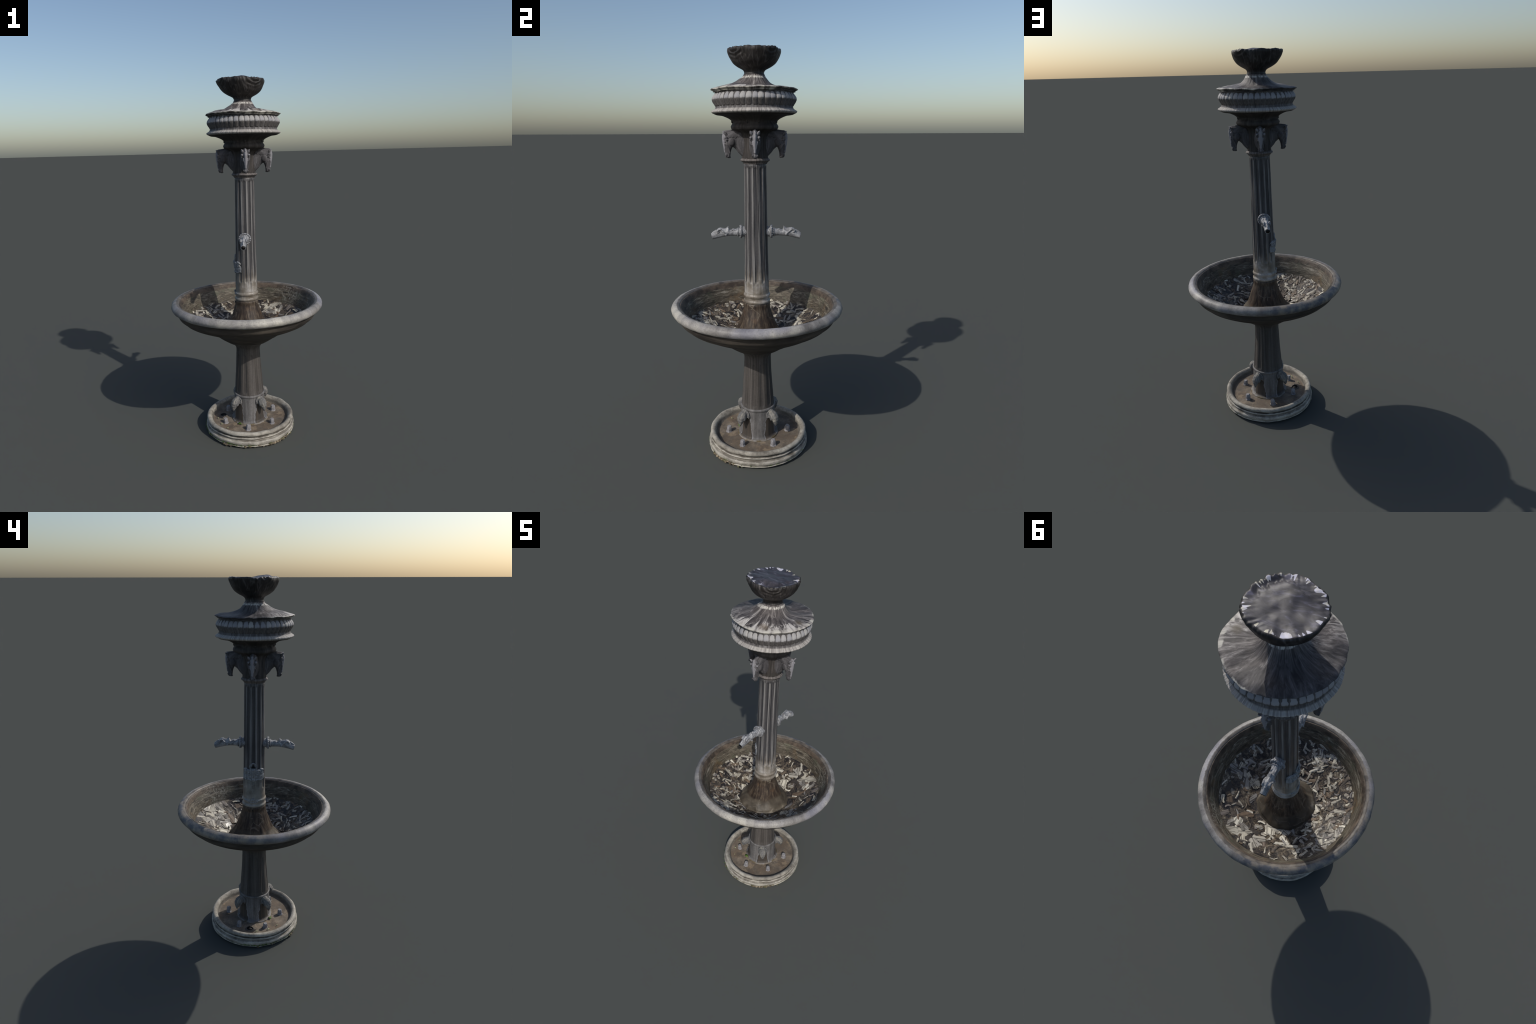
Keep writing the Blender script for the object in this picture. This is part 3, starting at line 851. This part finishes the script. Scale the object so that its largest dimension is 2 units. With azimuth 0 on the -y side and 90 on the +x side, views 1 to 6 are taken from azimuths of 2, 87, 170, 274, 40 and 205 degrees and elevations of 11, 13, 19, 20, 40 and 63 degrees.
b = Build()
N = 24
for z0, sag, rad in ((0.974, .006, .0040), (0.966, .004, .0042), (0.957, .008, .0050)):
    b.tube([on_shaft(lerp(-.068, .068, i / N), z0 - sag * cos(pi * lerp(-.5, .5, i / N)) ** 2 + .003 * cos(6 * pi * i / N), .001) for i in range(N + 1)], rad, 8)
for s in (1, -1):
    for (ca, cz, R0, turns) in ((.024, .992, .016, 1.6), (.050, .996, .014, 1.4)):
        b.tube([on_shaft(s * (ca + R * cos(t)), cz + R * sin(t), .002 + .003 * (1 - k / 30)) for k in range(31) for R, t in [(lerp(R0, .003, k / 30), 0.6 + 2 * pi * turns * k / 30)]], [lerp(.0036, .0028, k / 30) for k in range(31)], 7)
        b.ball(on_shaft(s * ca, cz, .003), .005)
    b.tube([on_shaft(s * x, z, .003) for x, z in ((.004, .972), (.009, .985), (.012, 1.0), (.014, 1.014), (.018, 1.024), (.017, 1.034), (.011, 1.040), (.007, 1.034), (.012, 1.029))], [.004, .004, .004, .004, .004, .0045, .004, .003, .0025], 8)
    b.tube([on_shaft(s * x, z, .001) for x, z in ((.030, 1.008), (.042, 1.014), (.056, 1.010), (.066, 1.0))], [.003, .004, .004, .003], 7)
b.tube([on_shaft(x, z, .002) for x, z in ((-.012, 1.040), (-.005, 1.045), (0, 1.046), (.005, 1.045), (.012, 1.040))], [.003, .004, .005, .004, .003], 8)
b.tube([on_shaft(0, z, .002) for z in (.968, .98, .995, 1.010, 1.018)], [.006, .008, .010, .012, .008], 10)
b.ball(on_shaft(0, .954, .002), (.006, .012, .007))
# plain backing plate under the ornament
rings = []
for z in (.953, .96, .97, .98, .99, 1.0, 1.006, 1.012):
    hw = .068 if z < .99 else lerp(.064, .030, (z - .99) / .022)
    rings.append([on_shaft(lerp(-hw, hw, j / 14), z, .0022) for j in range(15)] + [on_shaft(lerp(hw, -hw, j / 14), z, -.006) for j in range(15)])
b.add(loft(rings))
crest = obj("crest", remeshed(b.mesh("crest"), .0016, 2), shaft, (M["crest"],))
b = Build()
b.ball(on_shaft(0, 1.026, .001), (.003, .008, .005))
obj("crest_hollow", b.mesh("crest_hollow"), crest, (M["black"],))
b = Build()
for k in range(5):
    t = 2 * pi * k / 5
    b.ball(on_shaft(.007 * cos(t), .836 + .006 * sin(t), .005), (.004, .005, .0045), 8, 5)
b.ball(on_shaft(0, .836, .008), .0035, 8, 5)
b.tube([on_shaft(x, z, .005) for x, z in ((-.045, .831), (-.03, .829), (-.018, .822), (0, .8195), (.018, .822), (.03, .829), (.045, .831))], .0035, 8)
obj("rosette", remeshed(b.mesh("rosette"), .0016, 1), shaft, (M["crest"],))
# worn, unreadable lettering on the name panel: short raised strokes in rows
b = Build()
rr = random.Random(5)
for row in range(7):
    z = .935 - row * .0105
    x = -.016
    while x < .016:
        w = rr.uniform(.002, .004)
        k = rr.choice((0, 1, 2))
        if k != 1:
            b.tube([on_shaft(x, z - .003, .0004), on_shaft(x, z + .003, .0004)], .0007, 4)
        if k:
            b.tube([on_shaft(x, z + rr.choice((-.003, 0, .003)), .0004), on_shaft(x + w, z + rr.choice((-.002, .002)), .0004)], .0007, 4)
        x += w + .0018
o = obj("lettering", b.mesh("lettering"), shaft, (M["shaft"],))
o["kind"] = "stuff"

# ================================================================== capital
capital = empty("capital", fountain)
col = revolve("collar", [(0.04, 1.472, 0), (0.0545, 1.474, 0), (0.0575, 1.480, 0), (0.064, 1.486, 0), (0.0695, 1.490, 0), (0.0700, 1.494, 0), (0.0655, 1.499, 0), (0.058, 1.502, 0), (0.04, 1.503, 0)], seg=120, step=0.003, warp=wobble(0.0028, 3, 30))
obj("collar", col, capital, (M["collar"],))
core = revolve("capital_core", [
    (0.04, 1.498, 0), (0.060, 1.499, 0), (0.0615, 1.510, 0), (0.0600, 1.540, 0), (0.0585, 1.575, 0), (0.0605, 1.600, 0), (0.069, 1.617, 0), (0.092, 1.628, 0), (0.107, 1.634, 0), (0.1105, 1.640, 0), (0.1115, 1.646, 0), (0.108, 1.653, 0), (0.1035, 1.660, 0),
    (0.104, 1.666, 0), (0.110, 1.675, 0), (0.124, 1.684, 0), (0.150, 1.694, 0), (0.178, 1.700, 0), (0.10, 1.712, 0)], seg=168, step=0.004,
    warp=lambda th, r, z: (r - .013 * smooth(1.655, 1.672, z) * smooth(1.705, 1.688, z) * max(0, -cos(4 * th)) + 0.0022 * n3(5 * cos(th), 5 * sin(th), z * 20) - 0.0035 * smooth(1.62, 1.58, z) * exp(-((((th - pi / 4) % (pi / 2) + pi / 4) % (pi / 2) - pi / 4) / .06) ** 2), z))
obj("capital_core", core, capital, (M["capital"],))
# small masks in the dark cove below the canopy
b = Build()
for az in (8, -20, 100, 75, 190, 165, 280, 255):
    a = radians(az + RND.uniform(-4, 4))
    b.ball((0.1035 * cos(a), 0.1035 * sin(a), 1.668), (.006, .006, .008), 10, 6)
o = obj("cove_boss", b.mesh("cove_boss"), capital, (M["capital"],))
o.location = (*axis(1.67), 0)
o["kind"] = "stuff"


def horse_mesh():
    b = Build()
    def section(x, z, dx, dz, h, w, n=16):
        nrm = Vector((-dz, 0, dx)).normalized()
        return [tuple(Vector((x, 0, z)) + nrm * h * sin(t) + Vector((0, w * cos(t), 0))) for t in (2 * pi * j / n for j in range(n))]
    # neck, arching out from the column
    b.add(loft([section(.030, 1.557, 1, .3, .062, .030), section(.050, 1.567, 1, .32, .058, .028), section(.068, 1.575, 1, .3, .0500, .0245), section(.085, 1.582, 1, .2, .0410, .0215), section(.102, 1.587, 1, .1, .0350, .0200), section(.120, 1.590, 1, 0, .030, .017)]))
    # head, hanging down
    head = [(1.6225, .126, .144, .011), (1.615, .112, .1490, .0175), (1.604, .104, .1500, .0195), (1.592, .100, .1505, .0205), (1.579, .100, .1490, .0200), (1.566, .1025, .1475, .0185), (1.553, .1085, .1465, .0160), (1.540, .1145, .1450, .0138), (1.527, .1180, .1442, .0125), (1.516, .1190, .1450, .0132), (1.508, .1205, .1430, .0122), (1.5035, .127, .138, .008)]
    rings = []
    for z, x0, x1, w in head:
        cx, h = (x0 + x1) / 2, (x1 - x0) / 2
        rings.append([(cx + h * cos(t) * (1 if cos(t) < 0 else 1), w * (abs(sin(t)) ** .85) * (1 if sin(t) > 0 else -1) * (1 - .22 * max(0, cos(t))), z - .06 * (cx + h * cos(t) - .13)) for t in (2 * pi * j / 18 for j in range(18))])
    b.add(loft(rings))
    for s in (1, -1):
        b.ball((.1135, s * .0180, 1.5775), (.0165, .0085, .0185))         # cheek
        b.ball((.1410, s * .0185, 1.5975), (.0100, .0070, .0055))
        b.tube([(.147, s * .0165, 1.592), (.138, s * .0215, 1.590), (.130, s * .0205, 1.584)], [.002, .0028, .002], 6)
        b.tube([(.1445, s * .0115, 1.568), (.136, s * .0165, 1.562), (.126, s * .0160, 1.545), (.1215, s * .0125, 1.525)], [.002, .003, .003, .002], 6)         # brow
        b.ball((.139, s * .0200, 1.585), (.0045, .003, .004))         # eye
        b.ball((.1395, s * .0110, 1.5165), (.0055, .0045, .0055))         # nostril
        b.tube([(.146, s * .011, 1.580), (.146, s * .006, 1.555), (.144, s * .004, 1.53)], [.004, .003, .002], 6)
    b.tube([(.148, 0, 1.612), (.151, 0, 1.597), (.150, 0, 1.575), (.1465, 0, 1.55), (.145, 0, 1.527)], [.007, .007, .006, .005, .004], 8)
    b.ball((.126, 0, 1.5065), (.009, .009, .005))
    return remeshed(b.mesh("horse_head"), .0017, 2)


def ear_mesh():
    b = Build()
    for s in (1, -1):
        b.tube([(.136, s * .013, 1.606), (.143, s * .0165, 1.616), (.1485, s * .0185, 1.6215), (.1545, s * .0212, 1.6265)], [.0085, .0085, .0055, .0010], 8, .75)
    return remeshed(b.mesh("ear"), .0017, 1)


def mane_mesh():
    b = Build()
    rr = random.Random(3)
    for k in range(15):
        t = k / 14
        x = lerp(.140, .076, t)
        z = lerp(1.621, 1.629, t)
        for s in (1, -1):
            b.tube([(x, s * .002, z), (x - .003, s * .009, z - .004), (x - .007, s * .0165, z - .014 - .004 * rr.random()), (x - .011, s * .0195, z - .026 - .008 * rr.random())], [.0060, .0062, .0050, .0025], 7)
    b.tube([(.150, 0, 1.623), (.140, 0, 1.6235), (.120, 0, 1.6245), (.095, 0, 1.629), (.07, 0, 1.634)], [.003, .006, .007, .008, .008], 8)
    b.tube([(.147, 0, 1.622), (.1515, .002, 1.614), (.1525, 0, 1.604)], [.0045, .0045, .002], 8)
    return remeshed(b.mesh("mane"), .0018, 9)


hm, em, mm = horse_mesh(), ear_mesh(), mane_mesh()
for az in (-1, 85.5, 180, -84):
    o = obj("horse_head", hm, capital, (M["horse"],))
    ax, ay = axis(1.57)
    o.location = (ax - .0035 * cos(radians(az)), ay - .0035 * sin(radians(az)), 0)
    o.rotation_euler = (0, 0, radians(az))
    obj("ear", em, o, (M["horse"],))
    obj("mane", mm, o, (M["horse"],))

# ================================================================== canopy
canopy = empty("canopy", fountain)


def band_warp(th, r, z):
    r, z = wobble(0.0016, 3, 41)(th, r, z)
    if 1.704 < z < 1.724 and r > .185:
        r += 0.0020 * (abs(sin(th * 33)) ** .6 - .6)
        z += 0.0012 * n3(20 * cos(th), 20 * sin(th), 0)
    return r, z


band = revolve("canopy_band", [
    (0.10, 1.704, 0), (0.172, 1.6995, 0), (0.187, 1.7025, 0), (0.1955, 1.7075, 0), (0.1982, 1.7120, 0), (0.1955, 1.7155, 0), (0.187, 1.7205, 0), (0.1810, 1.7275, 0), (0.1795, 1.736, 0), (0.184, 1.745, 0), (0.1905, 1.757, 0), (0.1925, 1.768, 0),
    (0.189, 1.780, 0), (0.183, 1.788, 0), (0.1805, 1.794, 0), (0.180, 1.799, 0), (0.17, 1.804, 0), (0.10, 1.81, 0)], seg=330, step=0.003, warp=band_warp)
obj("canopy_band", band, canopy, (M["band"],))


def roof_warp(th, r, z):
    lip = smooth(.12, .19, r)
    f = 0.0038 * n3(2.2 * cos(th) + 4, 2.2 * sin(th), 0) + 0.003 * n3(6 * cos(th), 6 * sin(th), 7)
    dz = lip * (0.004 * n3(1.8 * cos(th), 1.8 * sin(th) + 3, 2) + 0.0025 * n3(6 * cos(th), 6 * sin(th), 2))
    fac = 0.004 * smooth(.06, .11, r) * smooth(.2, .15, r) * n3(2.6 * cos(th) + 2, 2.6 * sin(th), 8)
    south = .5 - .5 * sin(th)
    fac += smooth(.05, .075, r) * smooth(.19, .12, r) * lerp(-.005, .006, south ** 2)
    for az, dep in ((55, .0075), (182, .006), (130, .003), (5, .002), (98, -.004), (215, -.004)):
        fac -= dep * smooth(.06, .10, r) * smooth(.195, .165, r) * exp(-((((th - radians(az) + pi) % (2 * pi)) - pi) / .45) ** 2)
    fac += .009 * smooth(.05, .065, r) * smooth(.12, .08, r) * exp(-((((th - radians(-135) + pi) % (2 * pi)) - pi) / .6) ** 2)
    fac -= .007 * smooth(.05, .065, r) * smooth(.13, .08, r) * max(0, cos(th))
    return r + f * lip + .0012 * n3(8 * cos(th), 8 * sin(th), z * 30), z + dz + fac


roof = revolve("roof", [
    (0.05, 1.792, 0), (0.178, 1.7975, 0), (0.188, 1.802, 0), (0.1985, 1.8070, 0), (0.2010, 1.8097, 0), (0.196, 1.8125, 0), (0.175, 1.819, 0), (0.150, 1.8240, 0), (0.125, 1.8275, 0), (0.100, 1.8335, 0), (0.080, 1.8425, 0), (0.064, 1.8555, 0), (0.053, 1.867, 0), (0.047, 1.876, 0), (0.03, 1.88, 0)],
    seg=160, step=0.005, warp=roof_warp)
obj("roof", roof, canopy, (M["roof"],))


# gadroons: egg-shaped lobes standing round the band
def gad_profile(z):
    pts = ((1.735, .1800), (1.742, .1830), (1.750, .1875), (1.758, .1915), (1.766, .1935), (1.774, .1925), (1.782, .1885), (1.789, .1835), (1.794, .1805))
    for (a, ra), (b_, rb) in zip(pts, pts[1:]):
        if z <= b_:
            return lerp(ra, rb, clamp((z - a) / (b_ - a)))
    return pts[-1][1]


GN = 44


def gadroon_mesh(seed, wide):
    rr = random.Random(seed)
    zc, W = 1.766, 2 * pi / GN / 2 * wide
    rings = []
    ns, ntt = 12, 10
    for i in range(ns + 1):
        s = i / ns
        z = lerp(1.736, 1.793, s)
        hw = W * (lerp(.74, 1.0, min(1, s / .55)) if s < .66 else max(.16, 1 - ((s - .66) / .35) ** 2.6) ** .5)
        row = []
        for j in range(ntt + 1):
            t = -1 + 2 * j / ntt
            bul = .0050 * sqrt(max(0, 1 - t * t)) * (1 - .55 * s * s * s) * lerp(.5, 1, min(1, s * 2.2))
            row.append((gad_profile(z) - .002 + bul + .0007 * n3(t * 2 + seed, s * 5, seed), t * hw, z))
        back = [(gad_profile(z) - .007, (1 - 2 * j / 3) * hw, z) for j in range(4)]
        rings.append([((r * cos(a)) - .19, r * sin(a), zz - zc) for r, a, zz in row + back])
    me = mesh_from("gadroon", *loft(rings))
    return me


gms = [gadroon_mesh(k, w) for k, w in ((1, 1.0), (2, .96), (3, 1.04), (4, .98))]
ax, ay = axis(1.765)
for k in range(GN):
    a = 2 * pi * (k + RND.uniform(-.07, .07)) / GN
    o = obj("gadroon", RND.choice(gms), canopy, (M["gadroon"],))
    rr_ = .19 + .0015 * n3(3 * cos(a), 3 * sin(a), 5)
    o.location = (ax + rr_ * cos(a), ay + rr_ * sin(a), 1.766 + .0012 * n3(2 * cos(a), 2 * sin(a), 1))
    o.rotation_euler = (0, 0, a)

# ================================================================== shell cup
def cup_warp(th, r, z):
    """Lopsided shell bowl: the wall swirls in soft ribs, the lip is broken and the top is nearly closed."""
    t = clamp((z - 1.90) / .085)
    shell = exp(-((((th - radians(-52) + pi) % (2 * pi)) - pi) / .75) ** 2)          # clear shell towards the sun
    rib = 0.0
    for az, amp in ((-52, 1.0), (38, .55), (128, .3), (-150, .45)):                   # scallop arcs round each shell's hinge
        q = hypot(r * ((((th - radians(az) + pi) % (2 * pi)) - pi)) * .8, z - 1.990) + .007 * n3(5 * cos(th), 5 * sin(th), z * 22)
        rib += amp * cos(2 * pi * q / .0165) * exp(-(q / .055) ** 2)
    rib += .35 * cos(9 * th + 2 * sin(th) + 40 * (z - 1.9))
    d = t * (.0045 * cos(2 * th + .4) + .007 * n3(1.7 * cos(th) + 3, 1.7 * sin(th), 3) + .004 * n3(4 * cos(th), 4 * sin(th), z * 30))
    d += .0036 * rib * smooth(.1, .7, t) * smooth(.05, .09, r)
    x, y = r * cos(th), r * sin(th)
    rim = smooth(.07, .115, r) * smooth(1.955, 1.978, z)
    dz = rim * (.004 * n3(2.5 * cos(th), 2.5 * sin(th), 1) + .0018 * rib - .004 * shell)
    if z > 1.977:
        dz += .013 * exp(-((x / .06) ** 2 + ((y + .06) / .05) ** 2)) + .0035 * n3(x * 28, y * 28, 2)
        dz -= .010 * shell * exp(-((r - .098) / .014) ** 2)
    return r + d * smooth(.04, .08, r), z + dz


cup = revolve("shell_cup", [
    (0.03, 1.872, 0), (0.048, 1.875, 0), (0.0460, 1.880, 0), (0.0460, 1.886, 0), (0.049, 1.893, 0), (0.056, 1.899, 0), (0.079, 1.911, 0), (0.098, 1.925, 0), (0.109, 1.940, 0), (0.1175, 1.956, 0), (0.1235, 1.970, 0), (0.1255, 1.979, 0), (0.1245, 1.985, 0),
    (0.119, 1.988, 1), (0.108, 1.9875, 1), (0.085, 1.9865, 1), (0.055, 1.986, 1), (0.02, 1.986, 1)], seg=220, step=0.004, warp=cup_warp)
obj("shell_cup", cup, fountain, (M["cup"], M["cup_in"]))
